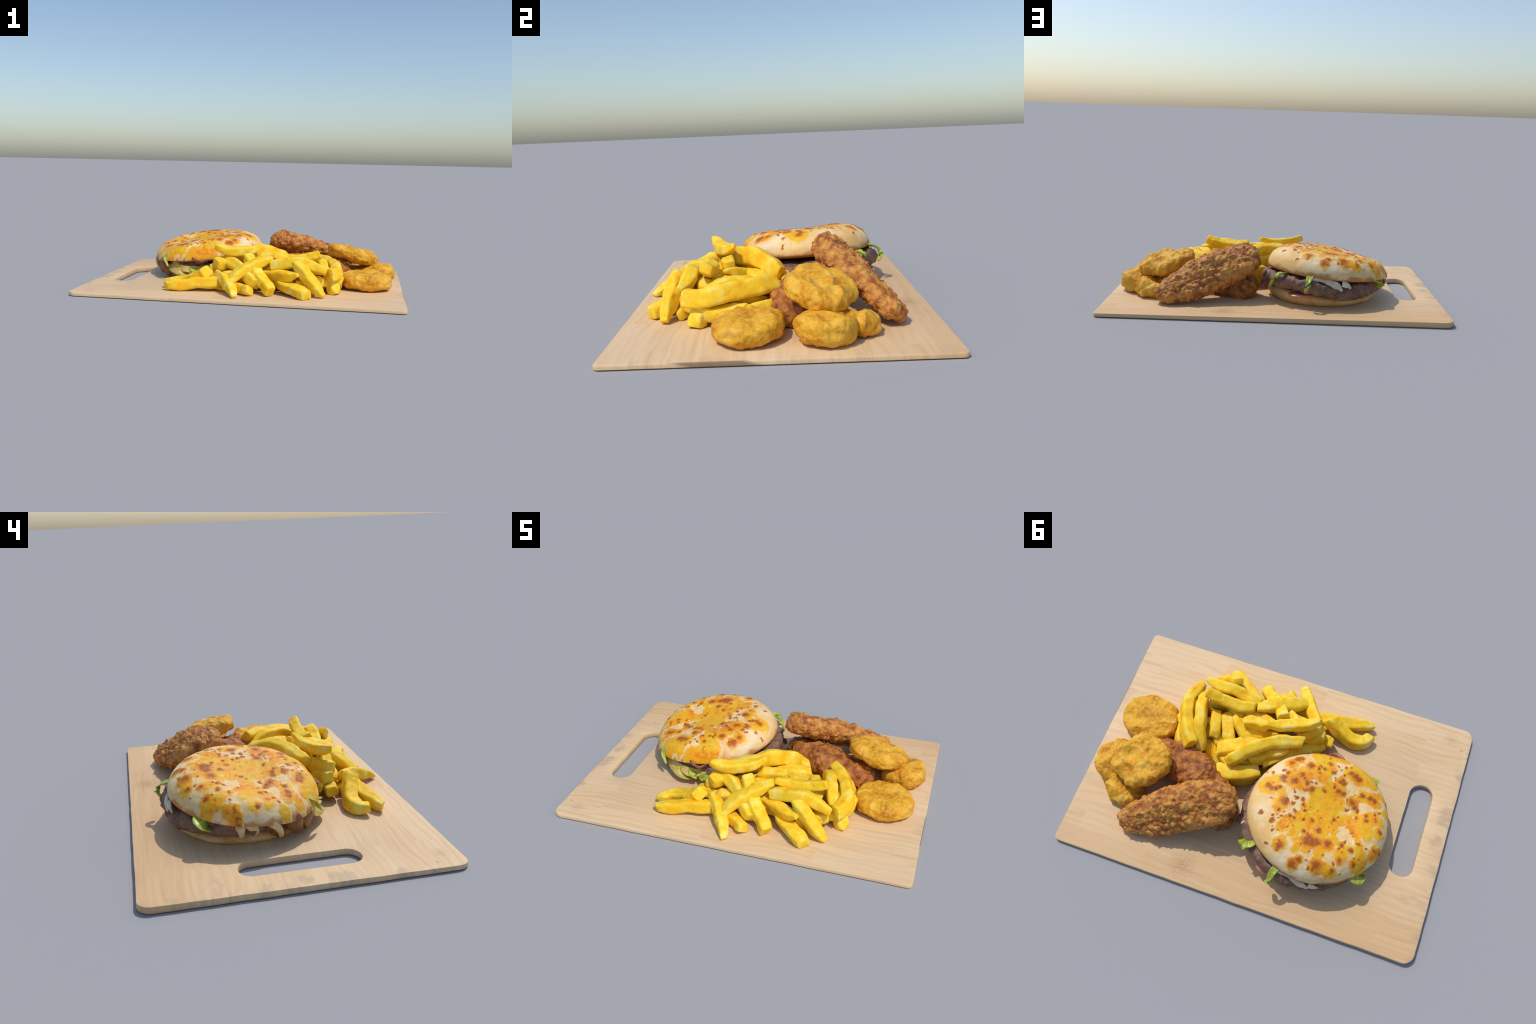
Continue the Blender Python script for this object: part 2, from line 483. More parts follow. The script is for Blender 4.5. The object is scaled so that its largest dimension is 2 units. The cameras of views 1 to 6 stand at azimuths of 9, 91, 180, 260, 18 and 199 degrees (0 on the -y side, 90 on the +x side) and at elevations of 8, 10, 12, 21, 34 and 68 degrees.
# ----------------------------------------------------------------- cutting board
def build_board(mat):
    """Slab with rounded corners and a hand slot; outline slightly uneven like hand-sanded wood."""
    def rounded(cx, cy, hx, hy, radius, steps, straight):
        pts = []
        corners = [(hx - radius[0], -hy + radius[0], -90, radius[0]), (hx - radius[1], hy - radius[1], 0, radius[1]),
                   (-hx + radius[2], hy - radius[2], 90, radius[2]), (-hx + radius[3], -hy + radius[3], 180, radius[3])]
        for i, (x, y, a0, r) in enumerate(corners):
            for k in range(steps + 1):
                a = math.radians(a0 + 90 * k / steps)
                pts.append((cx + x + r * math.cos(a), cy + y + r * math.sin(a)))
            nx, ny, na, nr = corners[(i + 1) % 4]
            b = math.radians(na)
            end = (cx + nx + nr * math.cos(b), cy + ny + nr * math.sin(b))
            start = pts[-1]
            for k in range(1, straight):
                t = k / straight
                pts.append((start[0] + (end[0] - start[0]) * t, start[1] + (end[1] - start[1]) * t))
        return np.array(pts)

    outer = rounded(0.001, 0.001, 0.998, 0.6855, (0.026, 0.026, 0.060, 0.056), 8, 40)
    w = np.c_[outer * 9, np.zeros(len(outer))]
    outer += 0.0028 * np.stack([perlin(w, 3), perlin(w, 4)], 1)
    slot = rounded(-0.806, -0.003, 0.0635, 0.266, (0.060,) * 4, 12, 24)
    slot[:, 0] += 0.012 * (slot[:, 1] + 0.0) * -0.25
    w = np.c_[slot * 14, np.zeros(len(slot))]
    slot += 0.0016 * np.stack([perlin(w, 5), perlin(w, 6)], 1)

    def thick(x, y):
        a, b = (x + 1) / 2, (y + 0.67) / 1.34
        base = (0.0225 * (1 - a) + 0.0200 * a) * (1 - b) + (0.0315 * (1 - a) + 0.0205 * a) * b
        d = min(max(min(0.9985 - abs(x), 0.6865 - abs(y)) / 0.07, 0), 1)
        # crowns a little toward the middle, less at the corners
        corner = min(math.hypot(1 - abs(x), 0.69 - abs(y)) / 0.5, 1)
        return base + 0.0052 * d * d * (3 - 2 * d) * (0.35 + 0.65 * corner)

    def shrink(p, d):
        t = np.roll(p, -1, 0) - np.roll(p, 1, 0)
        n = np.stack([t[:, 1], -t[:, 0]], 1)
        n /= np.linalg.norm(n, axis=1)[:, None]
        return p - n * d

    bm = bmesh.new()
    rims = []
    for pts, sign in ((outer, 1), (slot, -1)):
        layers = []
        # bottom edge, side, then a worn rounded top edge
        for inset, h in ((0.003, 0.0), (0.0, 0.15), (0.0, 0.62), (0.0006, 0.86), (0.0022, 0.965), (0.0052, 1.0)):
            q = shrink(pts, sign * inset)
            layers.append([bm.verts.new((x, y, h * thick(x, y))) for x, y in q])
        n = len(pts)
        for a, b in zip(layers, layers[1:]):
            for k in range(n):
                bm.faces.new((a[k], a[(k + 1) % n], b[(k + 1) % n], b[k]))
        if sign > 0:
            # the top crowns a little inside the edge
            for sx, sy in ((0.982, 0.972), (0.962, 0.945), (0.945, 0.92)):
                layers.append([bm.verts.new((x * sx, y * sy, thick(x * sx, y * sy))) for x, y in pts])
                for k in range(n):
                    u, w2 = layers[-2], layers[-1]
                    bm.faces.new((u[k], u[(k + 1) % n], w2[(k + 1) % n], w2[k]))
        rims.append((layers[0], layers[-1]))
    for side in (0, 1):
        edges = []
        for r in rims:
            ring = r[side]
            for k in range(len(ring)):
                e = bm.edges.get((ring[k], ring[(k + 1) % len(ring)]))
                edges.append(e)
        bmesh.ops.triangle_fill(bm, edges=edges, use_beauty=True)
    bmesh.ops.recalc_face_normals(bm, faces=bm.faces)
    me = bpy.data.meshes.new("cutting_board")
    bm.to_mesh(me)
    bm.free()
    me.polygons.foreach_set("use_smooth", [True] * len(me.polygons))
    me.set_sharp_from_angle(angle=math.radians(38))
    me.materials.append(mat)
    ob = bpy.data.objects.new("cutting_board", me)
    bpy.context.scene.collection.objects.link(ob)
    label(ob, "pale wooden serving board with an oblong hand slot", "cutting board")


# ----------------------------------------------------------------- burger
def bun_height(x, y):
    """Height of the bun's top: tilted dome with flattened crown, pressed in by the griddle."""
    dx, dy = x + 0.318, y - 0.148
    r = np.hypot(dx / 0.366, dy / 0.356)
    dent = np.exp(-((x + 0.45) ** 2 + (y - 0.10) ** 2) / 0.18 ** 2)
    return bun_plane(x, y) + 0.12 * (1 - np.minimum(r, 1) ** 5) ** 0.6 - 0.036 * dent - 0.012 * np.exp(-((x + 0.58) ** 2 + (y + 0.02) ** 2) / 0.14 ** 2)


def bun_plane(x, y):
    return 0.194 + 0.077 * (x + 0.318) + 0.049 * (y - 0.148)


def blob_field(x, y, blobs):
    """1 at the middle of the nearest blob, 0 on its edge, negative outside."""
    best = np.full(len(x), -9.0)
    for bx, by, r in blobs:
        best = np.maximum(best, 1 - np.hypot(x - bx, y - by) / r)
    return best


def bun_surface(rings, around, reach):
    """Grid over the bun top. reach 0..1 = crown to widest line."""
    # rings crowd toward the rim, where the surface turns down
    s = np.linspace(0, 1, rings + 1)[1:] * reach
    r = np.sin(s * math.pi / 2) ** 0.9
    r = 1 - (1 - r) ** 1.15
    a = np.linspace(0, TAU, around, endpoint=False)
    R, A = np.meshgrid(r, a, indexing="ij")
    wob = 1 + 0.012 * np.sin(2 * A + 0.6) + 0.008 * np.sin(3 * A + 2.0) + 0.006 * np.sin(5 * A)
    x = -0.318 + 0.366 * R * np.cos(A)
    y = 0.148 + 0.356 * R * np.sin(A)
    z = bun_height(x, y)
    x = -0.318 + (x + 0.318) * (1 + (wob - 1) * R)
    y = 0.148 + (y - 0.148) * (1 + (wob - 1) * R)
    v = np.stack([x, y, z], 2).reshape(-1, 3)
    top = np.array([[-0.318, 0.148, bun_height(np.array([-0.318]), np.array([0.148]))[0]]])
    v = np.vstack([top, v])
    faces = [(0, 1 + k, 1 + (k + 1) % around) for k in range(around)]
    faces += ring_faces(rings, around, 1)
    return v, faces


def build_burger(mats):
    base = bpy.data.objects.new("burger", None)
    base.location = BURGER
    bpy.context.scene.collection.objects.link(base)
    label(base, "burger with melted cheese baked on its bun", "burger")
    o = BURGER

    # --- bottom bun: flat-bottomed disc, bulging at mid height
    around = 200
    a = np.linspace(0, TAU, around, endpoint=False)
    prof = [(0.0, 0.0275), (0.20, 0.0275), (0.275, 0.0275), (0.298, 0.031), (0.315, 0.042), (0.328, 0.058), (0.334, 0.074),
            (0.331, 0.088), (0.322, 0.098), (0.30, 0.105), (0.2, 0.108), (0.0, 0.108)]
    pr, _ = spline([(r, z, 0) for r, z in prof], 60)
    vs = []
    for r, z, _ in pr[1:-1]:
        rr = max(r, 0.002) * (1 + 0.012 * np.sin(3 * a + 1) + 0.010 * np.sin(2 * a) + 0.006 * np.sin(7 * a + 2))
        vs.append(np.stack([-0.282 + rr * np.cos(a), 0.155 + rr * np.sin(a), np.full(around, z)], 1))
    v = np.vstack(vs)
    tilt = np.clip((v[:, 2] - 0.03) / 0.07, 0, 1)
    v[:, 2] += tilt * (0.018 * (v[:, 0] + 0.283) / 0.3 - 0.010 * (v[:, 1] - 0.15) / 0.3)
    f = ring_faces(len(vs), around)
    n = normals_of(v, f)
    v += n * (0.0035 * fbm(v * 22, 3, 5) * np.clip((v[:, 2] - 0.028) / 0.01, 0, 1))[:, None]
    f += [tuple(range(around))[::-1], tuple(range(len(v) - around, len(v)))]
    new_object("bottom_bun", v, f, mats["bun_base"], base, o)

    # --- beef patty: rough-edged disc, sagging with the tilt of the stack
    prof = [(0.0, -0.043), (0.25, -0.043), (0.330, -0.042), (0.356, -0.032), (0.364, -0.008), (0.360, 0.018), (0.342, 0.036), (0.29, 0.042), (0.0, 0.042)]
    pr, _ = spline([(r, z, 0) for r, z in prof], 74)
    around = 300
    a = np.linspace(0, TAU, around, endpoint=False)
    vs = []
    for r, z, _ in pr[1:-1]:
        rr = max(r, 0.002) * (1 + 0.012 * np.sin(2 * a + 2.2) + 0.010 * np.sin(5 * a) + 0.008 * np.sin(9 * a + 1))
        x, y = -0.284 + rr * np.cos(a), 0.168 + rr * np.sin(a)
        mid = 0.138 + 0.052 * (y - 0.15) + 0.012 * np.sin(2 * a + 0.4) * (r / 0.35) - 0.028 * np.exp(-((x + 0.42) ** 2 + (y - 0.55) ** 2) / 0.16 ** 2)
        vs.append(np.stack([x, y, z + mid], 1))
    v = np.vstack(vs)
    f = ring_faces(len(vs), around)
    n = normals_of(v, f)
    c1, _ = cells(v * 26, 9)
    v += n * (0.008 * fbm(v * 24, 4, 2) + 0.014 * (0.5 - c1) + 0.006 * fbm(v * 9, 2, 8))[:, None]
    f += [tuple(range(around))[::-1], tuple(range(len(v) - around, len(v)))]
    new_object("beef_patty", v, f, mats["patty"], base, o)

    # --- top bun
    rings, around = 210, 420
    v, f = bun_surface(rings, around, 1.0)
    n = normals_of(v, f)
    n[n[:, 2] < 0] *= (1, 1, 0)
    browned = blob_field(v[:, 0], v[:, 1], TOASTED)
    blister = np.clip(browned + 0.15 * fbm(v * 60, 2, 3), 0, 1) ** 0.6
    r = np.hypot((v[:, 0] + 0.318) / 0.366, (v[:, 1] - 0.148) / 0.356)
    crown = np.clip((0.99 - r) / 0.04, 0, 1)
    lump = 0.0035 * fbm(v * 9, 3, 21) + 0.0012 * fbm(v * 30, 2, 4)
    bun = v + n * (lump * crown + 0.004 * blister * crown)[:, None]
    # tuck the underside in below the widest line
    last = bun[-around:]
    under = []
    for inset, drop in ((0.994, 0.006), (0.975, 0.012), (0.93, 0.016), (0.8, 0.015), (0.4, 0.012), (0.05, 0.012)):
        x = -0.318 + (last[:, 0] + 0.318) * inset
        y = 0.148 + (last[:, 1] - 0.148) * inset
        z = bun_plane(x, y) - drop
        under.append(np.stack([x, y, z], 1))
    allv = np.vstack([bun] + under)
    allf = f + ring_faces(len(under) + 1, around, len(bun) - around)
    allf.append(tuple(range(len(allv) - around, len(allv))))
    new_object("top_bun", allv, allf, mats["bun_top"], base, o)

    # --- melted cheese: a film over the same dome that sinks under the crust where there is none
    g = blob_field(v[:, 0], v[:, 1], CHEESE)
    holes = blob_field(v[:, 0], v[:, 1], HOLES)
    ragged = g + 0.48 + 0.30 * fbm(v * 30, 3, 31) + 0.08 * fbm(v * 90, 2, 35) - 1.5 * np.clip(holes + 0.3 * fbm(v * 45, 2, 33), 0, 1)
    film = 0.0017 * np.tanh(2.6 * ragged) + 0.0007 * fbm(v * 40, 2, 40) * (ragged > 0)
    blister = np.clip(browned + 0.22 * fbm(v * 70, 2, 3), 0, 1) ** 0.7
    ch = v + n * (lump * crown + film + 0.0036 * blister)[:, None]
    keep = film > -0.0012
    used = np.zeros(len(v), bool)
    faces = [q for q in f if keep[list(q)].any() and max(q) < len(v) - around]
    for q in faces:
        used[list(q)] = True
    index = np.cumsum(used) - 1
    faces = [tuple(int(index[k]) for k in q) for q in faces]
    new_object("melted_cheese", ch[used], faces, mats["cheese"], base, o)

    # --- fillings that stick out
    def ribbon(name, mat, path, width, thick, curl=0.0, ruffle=0.0, seed=0, up=(0, 0, 1), rows=40, ends=(0.25, 0.35)):
        p, _ = spline(path, rows)
        t, side, upv = frames(p, up)
        c, s = superellipse(20, 2.4)
        vs = []
        for k in range(rows):
            u = k / (rows - 1)
            w = width * min(1, ends[0] + (1 - ends[0]) * (u / 0.25) ** 0.6, ends[1] + (1 - ends[1]) * ((1 - u) / 0.35) ** 0.6)
            wave = ruffle * np.sin(9 * u + 2.5 * c + seed) * np.abs(c) + curl * c * c
            vs.append(p[k] + np.outer(c * w / 2, side[k]) + np.outer(s * thick / 2 + wave, upv[k]))
        v = np.vstack(vs)
        f = ring_faces(rows, 20)
        n = normals_of(v, f)
        v += n * (0.0016 * fbm(v * 45, 2, seed))[:, None]
        f += [tuple(range(20))[::-1], tuple(range(len(v) - 20, len(v)))]
        return new_object(name, v, f, mat, base, o)

    green, pale = mats["lettuce"], mats["lettuce_rib"]
    ribbon("lettuce_leaf", green, [(-0.07, 0.38, 0.205), (-0.03, 0.415, 0.212), (0.005, 0.405, 0.185), (0.022, 0.392, 0.15), (0.034, 0.38, 0.118)], 0.036, 0.008, 0.006, 0.003, 1)
    ribbon("lettuce_leaf", green, [(-0.03, 0.40, 0.212), (-0.012, 0.43, 0.21), (-0.004, 0.44, 0.19)], 0.026, 0.008, 0.004, 0.003, 4)
    ribbon("lettuce_leaf", green, [(-0.21, 0.46, 0.215), (-0.192, 0.51, 0.212), (-0.185, 0.535, 0.195), (-0.178, 0.54, 0.172)], 0.036, 0.008, 0.006, 0.003, 2)
    ribbon("lettuce_leaf", green, [(-0.196, 0.535, 0.188), (-0.182, 0.548, 0.165), (-0.172, 0.535, 0.132)], 0.030, 0.008, 0.004, 0.003, 5)
    ribbon("lettuce_leaf", green, [(-0.56, 0.37, 0.182), (-0.595, 0.385, 0.172), (-0.612, 0.37, 0.150), (-0.615, 0.355, 0.130)], 0.07, 0.008, 0.006, 0.005, 3)
    ribbon("lettuce_leaf", green, [(-0.536, -0.10, 0.205), (-0.548, -0.135, 0.19), (-0.545, -0.155, 0.16), (-0.52, -0.18, 0.122)], 0.022, 0.009, 0.003, 0.002, 7)
    ribbon("lettuce_leaf", pale, [(-0.52, -0.100, 0.130), (-0.475, -0.155, 0.112), (-0.41, -0.186, 0.094), (-0.345, -0.180, 0.086), (-0.28, -0.150, 0.094)], 0.080, 0.011, -0.012, 0.012, 8, up=(0.25, 0.75, -0.6), ends=(0.4, 0.4))
    ribbon("lettuce_leaf", pale, [(-0.44, -0.165, 0.120), (-0.39, -0.195, 0.112), (-0.33, -0.20, 0.108), (-0.27, -0.17, 0.11)], 0.05, 0.010, -0.006, 0.008, 9, up=(0.1, 0.8, -0.5))
    ribbon("lettuce_leaf", green, [(-0.36, -0.17, 0.120), (-0.335, -0.215, 0.108), (-0.31, -0.225, 0.085)], 0.045, 0.009, 0.0, 0.005, 10)
    ribbon("lettuce_leaf", green, [(-0.30, -0.15, 0.105), (-0.27, -0.205, 0.085), (-0.25, -0.215, 0.06)], 0.06, 0.009, 0.0, 0.006, 11)
    # crumb of lettuce fallen on the board
    ribbon("lettuce_leaf", green, [(-0.655, 0.155, 0.029), (-0.668, 0.145, 0.029), (-0.682, 0.14, 0.029)], 0.010, 0.004, 0.0, 0.0, 13)
    ribbon("bacon_rasher", mats["bacon"], [(0.02, 0.245, 0.155), (0.055, 0.265, 0.145), (0.072, 0.285, 0.12), (0.073, 0.29, 0.085)], 0.05, 0.009, 0.0, 0.005, 14)
    ribbon("bacon_rasher", mats["bacon"], [(-0.36, -0.16, 0.185), (-0.33, -0.205, 0.172), (-0.29, -0.218, 0.165), (-0.25, -0.19, 0.172)], 0.04, 0.016, 0.0, 0.003, 16, up=(0, 0.7, 0.7))
    # tomato slice peeping out under the beef
    ta = np.linspace(0, TAU, 48, endpoint=False)
    rows = []
    for rr, z in ((0.02, 0.107), (0.058, 0.107), (0.066, 0.103), (0.067, 0.099), (0.064, 0.095), (0.056, 0.093), (0.02, 0.093)):
        rows.append(np.stack([-0.15 + rr * 1.15 * np.cos(ta), 0.442 + rr * np.sin(ta), z + 0.06 * (rr * 1.15 * np.cos(ta)) * -0.6 - 0.0 * ta], 1))
    v = np.vstack(rows)
    f = ring_faces(len(rows), 48) + [tuple(range(48))[::-1], tuple(range(len(v) - 48, len(v)))]
    new_object("tomato_slice", v, f, mats["tomato"], base, o)

    # --- sauces running out: soft drips hanging over the beef
    def drip(name, mat, path, radii, flat=0.5, out=(1, 0, 0), seed=0):
        p, _ = spline(path, 30)
        rad = np.interp(np.linspace(0, 1, 30), np.linspace(0, 1, len(radii)), radii)
        t, side, upv = frames(p, out)
        c, s = superellipse(20, 2.0)
        vs = [p[0] + np.outer(c * 0.001, side[0]) + np.outer(s * 0.001, upv[0])]
        for k in range(30):
            vs.append(p[k] + np.outer(c * rad[k], side[k]) + np.outer(s * rad[k] * flat, upv[k]))
        e = p[-1] + t[-1] * rad[-1] * 0.5
        vs.append(e + np.outer(c * rad[-1] * 0.6, side[-1]) + np.outer(s * rad[-1] * flat * 0.6, upv[-1]))
        vs.append(e + t[-1] * rad[-1] * 0.2 + np.outer(c * 0.001, side[-1]) + np.outer(s * 0.001, upv[-1]))
        v = np.vstack(vs)
        f = ring_faces(len(vs), 20)
        n = normals_of(v, f)
        v += n * (0.0025 * fbm(v * 35, 2, seed))[:, None]
        f += [tuple(range(20))[::-1], tuple(range(len(v) - 20, len(v)))]
        new_object(name, v, f, mat, base, o)

    mayo, melt, brown = mats["mayo"], mats["melt"], mats["gravy"]
    west = (-1, 0, 0)
    drip("mayonnaise", mayo, [(-0.26, 0.488, 0.198), (-0.31, 0.506, 0.188), (-0.355, 0.512, 0.170), (-0.378, 0.513, 0.148)], (0.010, 0.017, 0.021, 0.009), 0.5, (0, 0.9, 0.5), 1)
    drip("mayonnaise", mayo, [(-0.38, 0.503, 0.185), (-0.41, 0.502, 0.176), (-0.428, 0.497, 0.160)], (0.018, 0.017, 0.009), 0.5, (0, 0.9, 0.4), 2)
    drip("mayonnaise", mayo, [(-0.19, 0.490, 0.206), (-0.235, 0.494, 0.202), (-0.28, 0.496, 0.196)], (0.006, 0.012, 0.010), 0.6, (0, 0.9, 0.5), 3)
    drip("cheese_drip", melt, [(-0.655, 0.225, 0.165), (-0.668, 0.222, 0.145), (-0.662, 0.218, 0.118), (-0.645, 0.215, 0.098)], (0.022, 0.020, 0.013, 0.011), 0.45, west, 4)
    drip("cheese_drip", melt, [(-0.66, 0.205, 0.168), (-0.672, 0.17, 0.150), (-0.665, 0.16, 0.122)], (0.014, 0.022, 0.020), 0.45, west, 5)
    drip("cheese_drip", melt, [(-0.655, 0.115, 0.168), (-0.668, 0.075, 0.150), (-0.668, 0.05, 0.120), (-0.655, 0.042, 0.088)], (0.014, 0.020, 0.015, 0.012), 0.55, west, 6)
    drip("cheese_drip", melt, [(-0.645, 0.17, 0.172), (-0.665, 0.11, 0.166), (-0.66, 0.055, 0.163)], (0.012, 0.014, 0.012), 0.6, west, 7)
    drip("gravy", brown, [(-0.665, 0.185, 0.150), (-0.675, 0.170, 0.130), (-0.666, 0.165, 0.114)], (0.012, 0.017, 0.010), 0.4, west, 8)
    drip("gravy", brown, [(-0.63, 0.02, 0.165), (-0.625, -0.03, 0.13), (-0.59, -0.05, 0.075)], (0.03, 0.045, 0.03), 0.4, (-0.9, -0.4, 0), 9)
    drip("gravy", brown, [(-0.60, -0.06, 0.16), (-0.57, -0.10, 0.12), (-0.53, -0.11, 0.065)], (0.03, 0.04, 0.03), 0.4, (-0.7, -0.7, 0), 10)
    drip("gravy", brown, [(-0.64, 0.10, 0.14), (-0.635, 0.06, 0.11), (-0.61, 0.03, 0.07)], (0.02, 0.035, 0.02), 0.35, west, 11)
    drip("onion_piece", mayo, [(0.045, 0.135, 0.165), (0.055, 0.14, 0.155), (0.06, 0.142, 0.140)], (0.008, 0.010, 0.007), 0.6, (1, 0, 0), 12)
    drip("onion_piece", mayo, [(0.03, 0.30, 0.195), (0.045, 0.31, 0.19), (0.05, 0.315, 0.18)], (0.007, 0.010, 0.006), 0.6, (1, 0, 0), 13)


# ----------------------------------------------------------------- fries
def build_fry(index, spec, mat):
    """One thick-cut chip: rounded-square section swept along a bent spine, cut or pointed ends."""
    path, w, h, start, end = spec
    rng = np.random.default_rng(100 + index)
    rows, around = 48, 40
    w, h = w * 1.18, h * 1.10
    p, length = spline(path, rows)
    u = np.linspace(0, 1, rows)
    ease = np.sin(math.pi * u) ** 0.5
    off = rng.uniform(0, 50, 3)
    wobble = np.stack([perlin(np.c_[u * length * 9 + off[k], np.full(rows, off[0]), np.full(rows, 3.0 * k)], 50 + index) for k in range(3)], 1)
    p = p + wobble * 0.0115 * ease[:, None]
    t, side, upv = frames(p)
    c, s = superellipse(around, 4.6)
    roll = rng.uniform(-0.45, 0.45)
    twist = rng.uniform(-0.5, 0.5)
    slant = rng.uniform(-0.45, 0.45, 2)
    thick_w = 1 + 0.13 * perlin(np.c_[u * length * 14 + off[1], u * 0, u * 0 + 5], index)
    thick_h = 1 + 0.13 * perlin(np.c_[u * length * 14 + off[2], u * 0, u * 0 + 9], index)
    # the four corners were not all cut equally: skew the section a little
    skew = rng.uniform(-0.12, 0.12)

    def taper(x, size):
        reach = 0.10 + 0.45 * (1 - size)
        return size + (1 - size) * math.sin(min(x / reach, 1) * math.pi / 2)

    vs = []
    for k in range(rows):
        g = min(taper(u[k], start), taper(1 - u[k], end))
        gw, gh = (g ** 0.55, g) if index % 3 else (g, g ** 0.6)
        a = roll + twist * (u[k] - 0.5)
        qx, qy = c * w / 2 * gw * thick_w[k], s * h / 2 * gh * thick_h[k] + skew * c * w / 2 * gw
        cx, sx = qx * math.cos(a) - qy * math.sin(a), qx * math.sin(a) + qy * math.cos(a)
        # bevelled ends: the cut is not square to the length
        lean = (slant[0] * max(0, 1 - u[k] / 0.2) - slant[1] * max(0, 1 - (1 - u[k]) / 0.2))
        vs.append(p[k] + np.outer(cx, side[k]) + np.outer(sx, upv[k]) + np.outer(cx * lean, t[k]))

    def cap(ring, k, sgn):
        mid = ring.mean(0)
        r1 = mid + (ring - mid) * 0.95 + t[k] * sgn * 0.0028
        r2 = mid + (ring - mid) * 0.84 + t[k] * sgn * 0.0042
        r3 = mid + (ring - mid) * 0.05 + t[k] * sgn * 0.0050
        return [r1, r2, r3]
    vs = cap(vs[0], 0, -1)[::-1] + vs + cap(vs[-1], rows - 1, 1)
    v = np.vstack(vs)
    f = ring_faces(len(vs), around)
    n = normals_of(v, f)
    v += n * (0.0032 * fbm(v * 26 + off, 2, 60) + 0.0008 * fbm(v * 70 + off, 2, 61))[:, None]
    v[:, 2] = np.maximum(v[:, 2], 0.0275)
    f += [tuple(range(around))[::-1], tuple(range(len(v) - around, len(v)))]
    ob = new_object("potato_fry", v, f, mat, None, tuple(p[rows // 2]))
    label(ob, "thick golden yellow potato fry with soft edges", "french fry")


# ----------------------------------------------------------------- nuggets
def build_nugget(mat, centre, radii, outline, half, tilt, power, seed, lumps=(1, 1), shape=None):
    """Battered disc: outline = radius factors round the plan, tilt = plane slopes (dz/dx, dz/dy)."""
    d, f = icosphere(7)
    ang = np.arctan2(d[:, 1], d[:, 0])
    keys = np.linspace(0, TAU, len(outline) + 1)
    fac = np.interp(ang % TAU, keys, list(outline) + [outline[0]])
    # round off the corners of the outline
    for s in (-0.22, -0.11, 0.11, 0.22):
        fac = fac + np.interp((ang + s) % TAU, keys, list(outline) + [outline[0]])
    fac = fac / 5
    rho = np.hypot(d[:, 0], d[:, 1])
    phi = np.arctan2(d[:, 2], rho)
    cr = np.cos(phi) ** power
    cz = np.sign(np.sin(phi)) * np.abs(np.sin(phi)) ** power
    cosr = np.where(rho > 1e-9, d[:, 0] / np.maximum(rho, 1e-9), 0)
    sinr = np.where(rho > 1e-9, d[:, 1] / np.maximum(rho, 1e-9), 0)
    x, y = radii[0] * fac * cr * cosr, radii[1] * fac * cr * sinr
    z = half * cz
    if shape is not None:
        z = shape(x, y, z)
    v = np.stack([x, y, z], 1)
    n = normals_of(v, f)
    q = v + seed * 3.7
    wrinkle = 1 - np.abs(perlin(q * np.array([10, 13, 10]) + 0.15 * np.stack([perlin(q * 9, 1), perlin(q * 9, 2), perlin(q * 9, 3)], 1), seed)) * 2
    top = np.clip(n[:, 2], -0.2, 1)
    v += n * (lumps[0] * (0.005 * fbm(q * 10, 2, seed) + 0.0040 * fbm(q * 24, 2, seed + 4) + 0.0082 * wrinkle * (0.4 + 0.6 * np.abs(top)))
              + lumps[1] * (0.0017 * fbm(q * 38, 3, seed + 9)))[:, None]
    v[:, 2] += tilt[0] * v[:, 0] + tilt[1] * v[:, 1]
    v += np.array(centre)
    v[:, 2] = np.maximum(v[:, 2], 0.0270)
    ob = new_object("chicken_nugget", v, f, mat, None, centre)
    label(ob, "lumpy golden battered chicken nugget", "chicken nugget")


